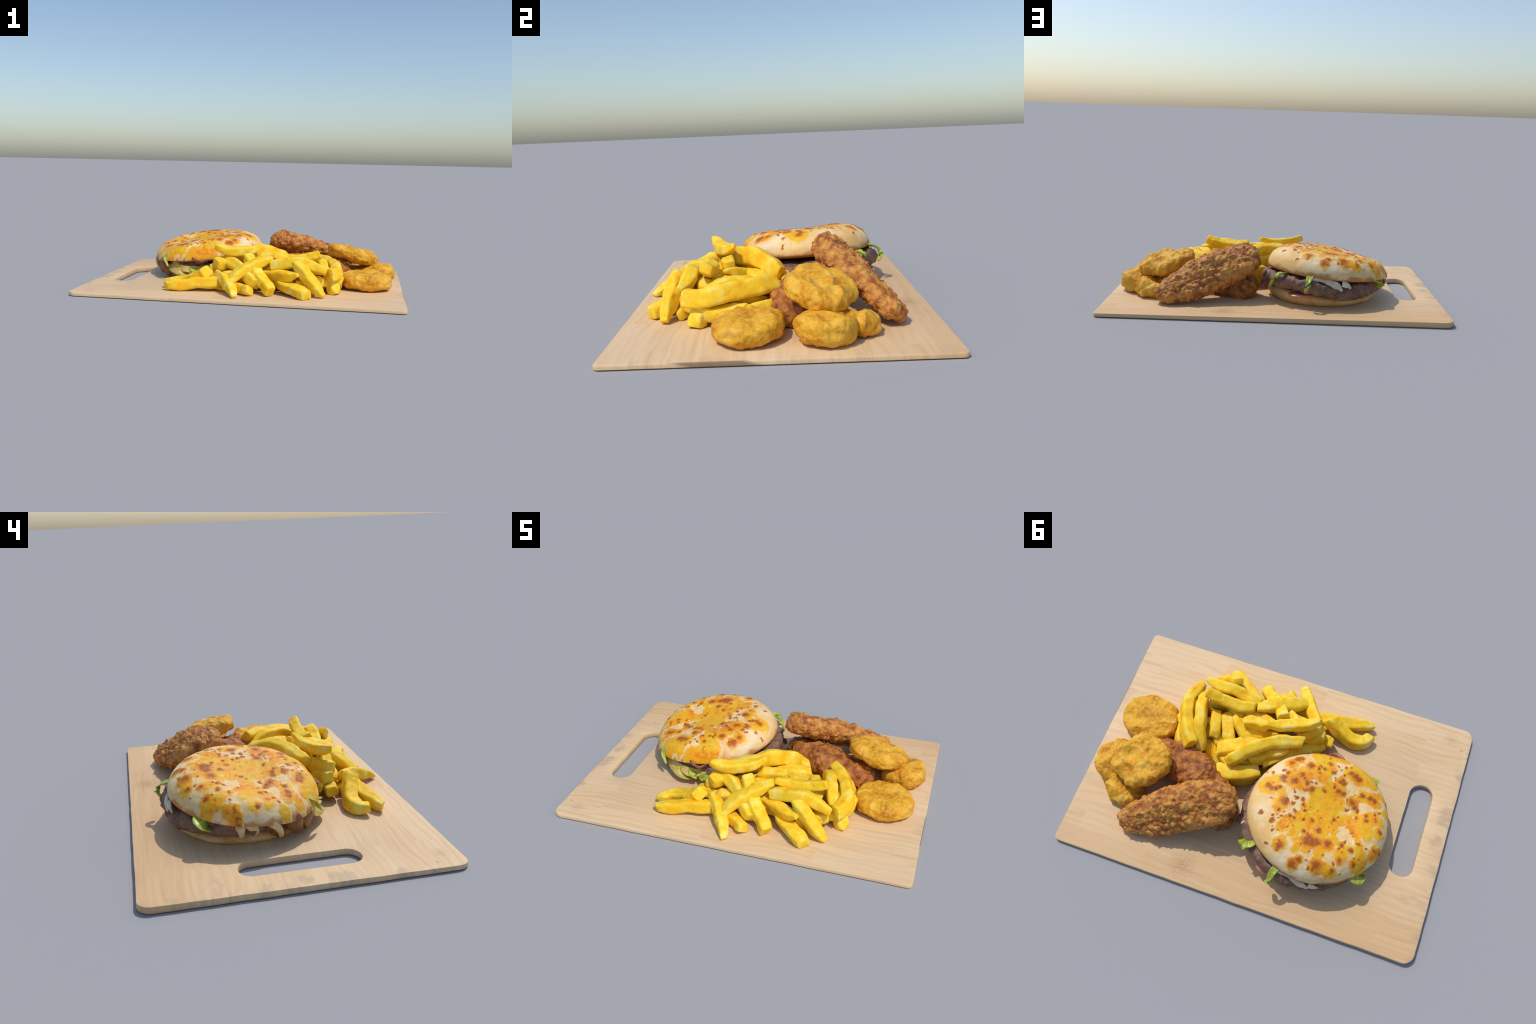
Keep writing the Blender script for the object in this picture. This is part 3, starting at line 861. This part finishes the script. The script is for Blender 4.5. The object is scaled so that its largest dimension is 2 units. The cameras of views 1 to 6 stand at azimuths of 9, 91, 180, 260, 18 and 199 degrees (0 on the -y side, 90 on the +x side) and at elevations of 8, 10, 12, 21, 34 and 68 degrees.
# ----------------------------------------------------------------- breaded strips
def build_strip(mat, path, width, thick, ends, seed, roll, knob, up=(0, 0, 1), waves=0.0):
    """Chicken fillet in craggy breading: flattened loft along a spine, roughened by flakes."""
    rows, around = 190, 200
    p, length = spline(path, rows)
    t, side, upv = frames(p, up)
    c, s = superellipse(around, 2.5)
    u = np.linspace(0, 1, rows)
    wid = np.interp(u, np.linspace(0, 1, len(width)), width)
    thk = np.interp(u, np.linspace(0, 1, len(thick)), thick)
    for _ in range(10):
        wid[1:-1] = (wid[:-2] + wid[1:-1] * 2 + wid[2:]) / 4
        thk[1:-1] = (thk[:-2] + thk[1:-1] * 2 + thk[2:]) / 4
    vs = []
    for k in range(rows):
        e0 = math.sqrt(max(0.0, 1 - (1 - min(u[k] / ends[0], 1)) ** 2.4))
        e1 = math.sqrt(max(0.0, 1 - (1 - min((1 - u[k]) / ends[1], 1)) ** 2.4))
        e = max(min(e0, e1), 0.004)
        a = np.interp(u[k], np.linspace(0, 1, len(roll)), roll)
        cx, sx = c * wid[k] / 2 * e, s * thk[k] / 2 * e
        vs.append(p[k] + np.outer(cx * math.cos(a) - sx * math.sin(a), side[k]) + np.outer(cx * math.sin(a) + sx * math.cos(a), upv[k]))
    v = np.vstack(vs)
    f = ring_faces(rows, around)
    n = normals_of(v, f)
    q = v + seed * 2.3
    warp = 0.35 * np.stack([perlin(q * 20, 1), perlin(q * 20, 2), perlin(q * 20, 3)], 1)
    patchy = 0.6 + 0.7 * perlin(q * 8, seed + 6)
    d1, id1 = cells(q * np.array([17, 25, 25]) + 1.6 * warp, seed)
    d2, id2 = cells(q * 48 + 1.2 * warp, seed + 1)
    flake = (0.65 - d1) * id1 ** 1.5 * 1.7
    crumb = (0.6 - d2) * id2 ** 2 * 1.8
    ridge = 1 - 2 * np.abs(perlin(q * 26 + warp, seed + 8))
    off = knob * (0.024 * flake * patchy + 0.014 * crumb + 0.005 * ridge + 0.014 * fbm(q * 9, 3, seed + 2)) + 0.0018 * fbm(q * 110, 2, seed + 3)
    if waves:
        off += waves * (1 - 2 * np.abs(perlin(q * np.array([11, 11, 7]), seed + 5)))
    v += n * off[:, None]
    v[:, 2] = np.maximum(v[:, 2], 0.0265)
    f += [tuple(range(around))[::-1], tuple(range(len(v) - around, len(v)))]
    ob = new_object("chicken_strip", v, f, mat, None, tuple(p[rows // 2]))
    label(ob, "craggy brown breaded fried chicken strip", "fried chicken")


# ----------------------------------------------------------------- layout
BURGER = (-0.30, 0.15, 0.026)
CHEESE = [
    (-0.03, 0.111, 0.046), (-0.051, 0.083, 0.034), (-0.108, 0.128, 0.024), (-0.12, 0.19, 0.038), (-0.116, 0.207, 0.026), (-0.102, -0.047, 0.03),
    (-0.138, -0.089, 0.025), (-0.153, 0.02, 0.044), (-0.144, 0.052, 0.037), (-0.189, -0.012, 0.039), (-0.191, 0.056, 0.029), (-0.199, -0.061, 0.03),
    (-0.219, -0.151, 0.035), (-0.259, -0.177, 0.036), (-0.299, -0.187, 0.036), (-0.342, -0.187, 0.031), (-0.272, -0.046, 0.042), (-0.268, -0.106, 0.045),
    (-0.305, -0.09, 0.027), (-0.288, -0.013, 0.02), (-0.368, -0.042, 0.03), (-0.415, -0.112, 0.04), (-0.46, -0.104, 0.045), (-0.442, -0.135, 0.03),
    (-0.496, -0.155, 0.026), (-0.528, -0.101, 0.028), (-0.374, 0.01, 0.039), (-0.342, 0.008, 0.03), (-0.305, 0.04, 0.024), (-0.274, 0.071, 0.034),
    (-0.297, 0.11, 0.044), (-0.347, 0.088, 0.044), (-0.387, 0.081, 0.039), (-0.257, 0.173, 0.036), (-0.24, 0.213, 0.029), (-0.296, 0.2, 0.043),
    (-0.345, 0.178, 0.043), (-0.398, 0.166, 0.039), (-0.217, 0.266, 0.036), (-0.187, 0.266, 0.033), (-0.167, 0.295, 0.029), (-0.229, 0.298, 0.033),
    (-0.261, 0.275, 0.024), (-0.291, 0.246, 0.029), (-0.504, -0.011, 0.03), (-0.555, -0.018, 0.035), (-0.576, 0, 0.025), (-0.462, 0.039, 0.03),
    (-0.494, 0.076, 0.02), (-0.453, 0.142, 0.029), (-0.501, 0.134, 0.039), (-0.546, 0.095, 0.039), (-0.59, 0.086, 0.035), (-0.619, 0.093, 0.025),
    (-0.558, 0.156, 0.039), (-0.584, 0.188, 0.024), (-0.632, 0.152, 0.025), (-0.589, 0.064, 0.02), (-0.498, 0.175, 0.029), (-0.528, 0.207, 0.019),
    (-0.269, 0.329, 0.033), (-0.313, 0.354, 0.028), (-0.337, 0.292, 0.033), (-0.372, 0.244, 0.038), (-0.408, 0.229, 0.029), (-0.401, 0.303, 0.04),
    (-0.432, 0.274, 0.024), (-0.383, 0.357, 0.024), (-0.317, 0.321, 0.04), (-0.183, 0.38, 0.033), (-0.184, 0.355, 0.019), (-0.265, 0.382, 0.017),
    (-0.485, 0.331, 0.033), (-0.497, 0.306, 0.024), (-0.489, 0.359, 0.019), (-0.473, 0.279, 0.017), (-0.522, 0.29, 0.019), (-0.56, 0.263, 0.022),
    (-0.584, 0.302, 0.029), (-0.582, 0.34, 0.034), (-0.593, 0.311, 0.024), (-0.572, 0.367, 0.019), (-0.559, 0.351, 0.019), (-0.545, 0.233, 0.017),
    (-0.642, 0.244, 0.025), (-0.637, 0.275, 0.02), (-0.666, 0.229, 0.015), (-0.275, 0.452, 0.025), (-0.276, 0.473, 0.014), (-0.298, 0.425, 0.018),
    (-0.391, 0.422, 0.034), (-0.432, 0.424, 0.028), (-0.463, 0.425, 0.025), (-0.451, 0.447, 0.015),
]
HOLES = [
    (-0.267, 0.174, 0.019), (-0.399, 0.25, 0.019), (-0.265, 0.316, 0.023), (-0.483, 0.192, 0.019), (-0.491, 0.116, 0.023), (-0.169, -0.089, 0.023), (-0.52, 0.061, 0.041), (-0.46, 0.235, 0.032), (-0.336, -0.057, 0.03),
]
TOASTED = [
    (-0.03, 0.111, 0.017), (-0.05, 0.124, 0.015), (-0.072, 0.12, 0.012), (-0.086, 0.107, 0.011), (-0.09, 0.048, 0.019), (-0.102, 0.067, 0.012),
    (-0.1, 0.015, 0.014), (-0.075, 0.004, 0.01), (-0.028, 0.032, 0.01), (0.011, 0.029, 0.007), (-0.101, -0.05, 0.014), (-0.123, -0.085, 0.02),
    (-0.141, -0.094, 0.012), (-0.146, 0.045, 0.021), (-0.172, -0.002, 0.017), (-0.188, 0.015, 0.015), (-0.212, 0.033, 0.014), (-0.197, -0.067, 0.019),
    (-0.211, -0.072, 0.01), (-0.234, 0.023, 0.008), (-0.255, 0.016, 0.008), (-0.241, 0.058, 0.019), (-0.222, 0.071, 0.009), (-0.208, 0.076, 0.005),
    (-0.17, 0.103, 0.007), (-0.186, 0.127, 0.012), (-0.218, 0.127, 0.015), (-0.179, 0.164, 0.012), (-0.2, 0.2, 0.012), (-0.136, 0.17, 0.023),
    (-0.143, 0.154, 0.012), (-0.042, 0.26, 0.012), (-0.11, 0.283, 0.015), (-0.105, 0.257, 0.009), (-0.125, 0.243, 0.004), (-0.149, 0.221, 0.004),
    (-0.126, 0.331, 0.008), (-0.122, 0.396, 0.009), (-0.186, 0.232, 0.011), (-0.21, 0.232, 0.008), (-0.186, 0.388, 0.021), (-0.183, 0.403, 0.014),
    (-0.303, 0.327, 0.024), (-0.327, 0.323, 0.026), (-0.353, 0.312, 0.021), (-0.31, 0.303, 0.019), (-0.404, 0.307, 0.02), (-0.414, 0.298, 0.014),
    (-0.344, 0.251, 0.017), (-0.297, 0.216, 0.013), (-0.253, 0.224, 0.009), (-0.398, 0.166, 0.011), (-0.297, 0.287, 0.007), (-0.274, 0.285, 0.012),
    (-0.298, 0.425, 0.017), (-0.272, 0.451, 0.02), (-0.29, 0.459, 0.012), (-0.384, 0.422, 0.026), (-0.378, 0.44, 0.012), (-0.351, 0.45, 0.009),
    (-0.466, 0.415, 0.014), (-0.463, 0.384, 0.008), (-0.408, -0.108, 0.015), (-0.434, -0.102, 0.021), (-0.455, -0.094, 0.018), (-0.323, -0.074, 0.012),
    (-0.338, -0.052, 0.007), (-0.334, -0.118, 0.01), (-0.37, -0.131, 0.009), (-0.376, -0.048, 0.016), (-0.388, -0.034, 0.014), (-0.374, 0.01, 0.017),
    (-0.397, 0.017, 0.016), (-0.347, -0, 0.011), (-0.307, 0.038, 0.012), (-0.24, -0.063, 0.011), (-0.254, -0.045, 0.007), (-0.285, -0.12, 0.01),
    (-0.456, 0.039, 0.02), (-0.476, 0.061, 0.019), (-0.495, 0.073, 0.012), (-0.446, 0.087, 0.011), (-0.497, -0.016, 0.014), (-0.539, -0.018, 0.016),
    (-0.561, -0.015, 0.017), (-0.543, 0.085, 0.012), (-0.555, 0.108, 0.012), (-0.601, 0.086, 0.01), (-0.64, 0.139, 0.011), (-0.475, 0.284, 0.014),
    (-0.483, 0.261, 0.01), (-0.525, 0.289, 0.014), (-0.486, 0.358, 0.013), (-0.559, 0.35, 0.012), (-0.551, 0.322, 0.006), (-0.597, 0.25, 0.006),
    (-0.64, 0.24, 0.01), (-0.67, 0.233, 0.011), (-0.552, 0.246, 0.009), (-0.51, 0.414, 0.006),
]

# spine points, width, height, size of start and end relative to the middle
UPPER_FRIES = [
    ([(0.467, -0.012, 0.182), (0.535, -0.11, 0.180), (0.582, -0.225, 0.170), (0.580, -0.31, 0.155), (0.552, -0.395, 0.148)], 0.052, 0.076, 0.9, 0.85),
    ([(0.415, -0.02, 0.120), (0.455, -0.12, 0.172), (0.488, -0.23, 0.180), (0.522, -0.34, 0.150)], 0.054, 0.066, 0.6, 0.45),
    ([(0.47, -0.04, 0.100), (0.515, -0.16, 0.135), (0.54, -0.27, 0.140), (0.548, -0.35, 0.120)], 0.050, 0.050, 0.6, 0.5),
    ([(0.200, -0.372, 0.188), (0.29, -0.378, 0.206), (0.39, -0.388, 0.208), (0.47, -0.405, 0.190), (0.528, -0.425, 0.172)], 0.056, 0.062, 0.85, 0.45),
    ([(0.480, -0.308, 0.258), (0.40, -0.302, 0.232), (0.30, -0.305, 0.218), (0.205, -0.315, 0.236)], 0.054, 0.052, 0.8, 0.6),
    ([(0.192, -0.325, 0.228), (0.12, -0.372, 0.205), (0.065, -0.412, 0.182), (0.005, -0.458, 0.143), (-0.042, -0.502, 0.105)], 0.068, 0.055, 0.35, 0.45),
    ([(-0.165, -0.325, 0.286), (-0.10, -0.302, 0.262), (-0.02, -0.270, 0.254), (0.055, -0.237, 0.264), (0.110, -0.208, 0.290)], 0.056, 0.054, 0.42, 0.25),
    ([(-0.10, -0.215, 0.200), (0.0, -0.172, 0.214), (0.075, -0.125, 0.236), (0.135, -0.078, 0.230), (0.19, -0.030, 0.195), (0.238, 0.012, 0.170)], 0.056, 0.082, 0.85, 0.85),
    ([(0.325, -0.052, 0.140), (0.26, -0.090, 0.158), (0.19, -0.125, 0.165), (0.12, -0.150, 0.160)], 0.068, 0.055, 0.7, 0.6),
    ([(0.055, -0.042, 0.155), (-0.012, -0.112, 0.150), (-0.085, -0.183, 0.130), (-0.15, -0.235, 0.112), (-0.21, -0.275, 0.098)], 0.060, 0.066, 0.45, 0.5),
    ([(0.296, -0.240, 0.205), (0.245, -0.190, 0.185), (0.185, -0.155, 0.160), (0.12, -0.125, 0.135)], 0.046, 0.056, 0.25, 0.6),
    ([(0.232, -0.222, 0.222), (0.17, -0.235, 0.220), (0.09, -0.240, 0.205)], 0.052, 0.056, 0.6, 0.7),
    ([(0.236, -0.212, 0.188), (0.16, -0.205, 0.168), (0.10, -0.210, 0.158), (0.04, -0.225, 0.155)], 0.056, 0.055, 0.55, 0.5),
    ([(0.355, -0.255, 0.150), (0.325, -0.190, 0.150), (0.285, -0.115, 0.138)], 0.060, 0.058, 0.8, 0.75),
    ([(0.415, -0.26, 0.150), (0.397, -0.19, 0.160), (0.376, -0.115, 0.145)], 0.050, 0.058, 0.8, 0.7),
    ([(0.36, -0.14, 0.085), (0.345, -0.065, 0.080), (0.315, 0.005, 0.062)], 0.050, 0.060, 0.8, 0.55),
    ([(0.41, -0.11, 0.075), (0.39, -0.05, 0.065), (0.358, 0.012, 0.052)], 0.050, 0.056, 0.8, 0.4),
    ([(0.305, 0.042, 0.100), (0.24, 0.055, 0.118), (0.16, 0.038, 0.126), (0.082, -0.012, 0.118)], 0.075, 0.080, 0.6, 0.75),
]
# leaning on the pile with one end on the board
FRONT_FRIES = [
    ([(0.26, -0.42, 0.090), (0.34, -0.49, 0.070), (0.425, -0.568, 0.056)], 0.068, 0.058, 0.8, 0.85),
    ([(0.350, -0.445, 0.222), (0.40, -0.462, 0.170), (0.455, -0.480, 0.105), (0.518, -0.495, 0.042)], 0.056, 0.062, 0.55, 0.35),
    ([(0.368, -0.488, 0.158), (0.30, -0.448, 0.142), (0.22, -0.400, 0.138), (0.14, -0.350, 0.130)], 0.058, 0.060, 0.4, 0.7),
    ([(0.040, -0.315, 0.225), (0.085, -0.385, 0.170), (0.145, -0.455, 0.115), (0.212, -0.530, 0.058)], 0.062, 0.060, 0.85, 0.85),
    ([(0.090, -0.545, 0.060), (0.045, -0.510, 0.052), (-0.01, -0.480, 0.056), (-0.06, -0.44, 0.07)], 0.062, 0.056, 0.8, 0.8),
    ([(0.012, -0.628, 0.040), (-0.025, -0.560, 0.072), (-0.075, -0.475, 0.105), (-0.125, -0.402, 0.122)], 0.058, 0.054, 0.3, 0.75),
    ([(-0.428, -0.512, 0.058), (-0.35, -0.488, 0.066), (-0.26, -0.470, 0.072), (-0.17, -0.452, 0.080), (-0.09, -0.430, 0.080)], 0.058, 0.064, 0.55, 0.8),
    ([(-0.438, -0.440, 0.070), (-0.405, -0.398, 0.058), (-0.345, -0.378, 0.062), (-0.275, -0.395, 0.098), (-0.20, -0.432, 0.142)], 0.060, 0.064, 0.6, 0.95),
    ([(-0.100, -0.280, 0.190), (-0.03, -0.330, 0.168), (0.045, -0.405, 0.125), (0.115, -0.482, 0.090)], 0.066, 0.066, 0.8, 0.85),
    ([(-0.070, -0.250, 0.190), (-0.12, -0.295, 0.180), (-0.160, -0.350, 0.180)], 0.062, 0.070, 0.5, 0.7),
    ([(-0.200, -0.310, 0.145), (-0.165, -0.295, 0.142), (-0.11, -0.270, 0.135)], 0.058, 0.058, 0.85, 0.8),
    ([(-0.250, -0.315, 0.092), (-0.20, -0.320, 0.082), (-0.14, -0.330, 0.080)], 0.056, 0.060, 0.7, 0.8),
    ([(0.580, -0.350, 0.030), (0.555, -0.335, 0.085), (0.52, -0.31, 0.125)], 0.064, 0.056, 0.9, 0.8),
]
# under layer that fills the heap
UNDER_FRIES = [
    ([(0.545, -0.355, 0.095), (0.585, -0.25, 0.090), (0.596, -0.14, 0.092)], 0.060, 0.062, 0.8, 0.8),
    ([(0.590, -0.20, 0.052), (0.565, -0.09, 0.080), (0.515, -0.01, 0.085)], 0.062, 0.070, 0.8, 0.7),
    ([(0.50, -0.36, 0.100), (0.44, -0.40, 0.100), (0.36, -0.43, 0.090)], 0.060, 0.062, 0.8, 0.8),
    ([(0.46, -0.42, 0.055), (0.39, -0.41, 0.060), (0.31, -0.36, 0.07)], 0.058, 0.060, 0.7, 0.8),
    ([(0.50, -0.30, 0.065), (0.40, -0.27, 0.080), (0.30, -0.25, 0.090)], 0.066, 0.070, 0.8, 0.8),
    ([(0.49, -0.14, 0.065), (0.40, -0.16, 0.095), (0.28, -0.17, 0.115)], 0.062, 0.070, 0.8, 0.8),
    ([(0.45, -0.31, 0.150), (0.36, -0.32, 0.160), (0.26, -0.28, 0.165)], 0.062, 0.066, 0.8, 0.8),
    ([(0.24, -0.38, 0.100), (0.17, -0.36, 0.095), (0.08, -0.31, 0.095)], 0.066, 0.070, 0.8, 0.8),
    ([(0.26, -0.30, 0.150), (0.17, -0.29, 0.160), (0.08, -0.27, 0.170)], 0.064, 0.070, 0.8, 0.8),
    ([(0.24, -0.07, 0.085), (0.14, -0.11, 0.098), (0.02, -0.16, 0.105)], 0.070, 0.078, 0.8, 0.8),
    ([(0.16, -0.20, 0.110), (0.06, -0.21, 0.120), (-0.05, -0.23, 0.130)], 0.066, 0.074, 0.8, 0.8),
    ([(0.05, -0.20, 0.060), (-0.05, -0.24, 0.070), (-0.14, -0.28, 0.060)], 0.062, 0.068, 0.8, 0.8),
    ([(0.03, -0.38, 0.110), (-0.05, -0.36, 0.110), (-0.13, -0.35, 0.095)], 0.060, 0.066, 0.8, 0.8),
    ([(-0.02, -0.44, 0.050), (-0.10, -0.42, 0.052), (-0.18, -0.40, 0.052)], 0.056, 0.052, 0.8, 0.8),
    ([(0.09, -0.015, 0.052), (0.00, -0.09, 0.056), (-0.08, -0.15, 0.055)], 0.058, 0.058, 0.7, 0.8),
    ([(0.30, 0.045, 0.062), (0.20, 0.050, 0.062), (0.10, 0.0, 0.062)], 0.066, 0.066, 0.7, 0.8),
    ([(0.32, -0.06, 0.085), (0.24, -0.02, 0.110), (0.14, -0.05, 0.120)], 0.066, 0.076, 0.7, 0.8),
    ([(0.14, -0.04, 0.170), (0.05, -0.10, 0.175), (-0.04, -0.16, 0.165)], 0.060, 0.070, 0.7, 0.8),
    ([(0.44, -0.22, 0.095), (0.38, -0.16, 0.110), (0.33, -0.09, 0.100)], 0.060, 0.070, 0.8, 0.8),
    ([(0.33, -0.24, 0.130), (0.24, -0.23, 0.150), (0.15, -0.19, 0.130)], 0.060, 0.070, 0.8, 0.8),
]


CHEESE += [(-0.29, -0.205, 0.036), (-0.372, -0.19, 0.020), (-0.425, -0.175, 0.018), (-0.475, -0.15, 0.022), (-0.535, -0.115, 0.024), (-0.592, -0.055, 0.022), (-0.640, 0.02, 0.022)]
for _ in range(70):
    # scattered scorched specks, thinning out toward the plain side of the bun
    ang, rad = RNG.uniform(0, TAU), 0.31 * math.sqrt(RNG.uniform(0, 1))
    TOASTED.append((-0.345 + rad * math.cos(ang), 0.13 + rad * math.sin(ang), 0.003 + 0.006 * RNG.uniform(0, 1) ** 2))


def main():
    toasted = spot_group("toasted_spots", TOASTED)
    covered = spot_group("cheese_patches", CHEESE)
    mats = {
        "bun_top": bun_top_material(toasted),
        "cheese": cheese_material(toasted, covered),
        "bun_base": bun_base_material(),
        "patty": patty_material(),
        "lettuce": plain_material("lettuce_green", (0.20, 0.29, 0.022), (0.52, 0.55, 0.07), 30),
        "lettuce_rib": plain_material("lettuce_pale_rib", (0.46, 0.36, 0.05), (0.70, 0.52, 0.18), 14, 0.5, 0.3, 0.3, 1.0, (1, 1, 3)),
        "bacon": plain_material("fried_bacon", (0.15, 0.045, 0.03), (0.34, 0.12, 0.07), 24, 0.35),
        "tomato": plain_material("tomato_flesh", (0.50, 0.14, 0.08), (0.62, 0.25, 0.15), 30, 0.3),
        "mayo": plain_material("mayonnaise_white", (0.54, 0.42, 0.24), (0.70, 0.62, 0.44), 20, 0.3),
        "melt": plain_material("runny_cheese", (0.62, 0.36, 0.10), (0.76, 0.56, 0.28), 20, 0.3),
        "gravy": plain_material("brown_gravy", (0.11, 0.035, 0.012), (0.27, 0.095, 0.025), 24, 0.28),
    }
    build_board(wood_material())
    build_burger(mats)
    fry = fry_material()
    for k, spec in enumerate(UPPER_FRIES + FRONT_FRIES + UNDER_FRIES):
        build_fry(k, spec, fry)

    nug = nugget_material()
    # flat one beside the fries
    build_nugget(nug, (0.768, -0.122, 0.082), (0.162, 0.140), (1.0, 0.96, 1.0, 1.03, 1.0, 1.02, 0.98, 1.02), 0.050, (-0.02, 0.03), 0.64, 3, (1.2, 1.6),
                 shape=lambda x, y, z: z - 0.010 * np.exp(-(x ** 2 + y ** 2) / 0.08 ** 2) * (z > 0))
    # two overlapping ones under the tilted one
    hollow = lambda x, y, z: z - 0.016 * np.exp(-((x + 0.05) ** 2 + (y + 0.0) ** 2) / 0.06 ** 2) * (z > 0)
    build_nugget(nug, (0.830, 0.183, 0.084), (0.120, 0.122), (0.98, 1.0, 0.95, 0.98, 1.02, 1.05, 1.0, 0.98), 0.060, (0.07, 0.0), 0.66, 5, (1.6, 1.8), shape=hollow)
    build_nugget(nug, (0.738, 0.300, 0.072), (0.104, 0.094), (0.95, 1.0, 0.96, 1.08, 1.0, 1.0, 1.0, 1.0), 0.042, (0.04, -0.06), 0.70, 6, (2.0, 1.8), shape=hollow)
    # top one, leaning on the strips
    build_nugget(nug, (0.672, 0.166, 0.198), (0.160, 0.136), (1.04, 1.0, 1.04, 0.96, 1.0, 0.96, 1.0, 0.97), 0.042, (-0.20, -0.12), 0.62, 8, (2.2, 1.6))

    light = breading_material("light_breading", (0.75, 0.43, 0.11), (0.57, 0.23, 0.040), (0.30, 0.08, 0.02))
    dark = breading_material("dark_breading", (0.62, 0.28, 0.06), (0.45, 0.16, 0.032), (0.21, 0.055, 0.017))
    build_strip(light, [(0.098, 0.258, 0.275), (0.20, 0.272, 0.250), (0.35, 0.330, 0.202), (0.50, 0.408, 0.138), (0.60, 0.455, 0.098), (0.682, 0.490, 0.070)],
                (0.17, 0.225, 0.250, 0.230, 0.18, 0.13), (0.10, 0.12, 0.125, 0.105, 0.09, 0.07), (0.08, 0.13), 4, (0.48, 0.55, 0.60, 0.64, 0.58, 0.45), 1.0)
    build_strip(dark, [(0.142, 0.325, 0.072), (0.24, 0.225, 0.098), (0.36, 0.138, 0.112), (0.50, 0.072, 0.098), (0.665, 0.070, 0.086)],
                (0.14, 0.20, 0.21, 0.19, 0.15), (0.11, 0.14, 0.15, 0.125, 0.10), (0.14, 0.16), 12, (0.1, 0.1, 0.0, 0.0), 0.85, waves=0.016)


main()
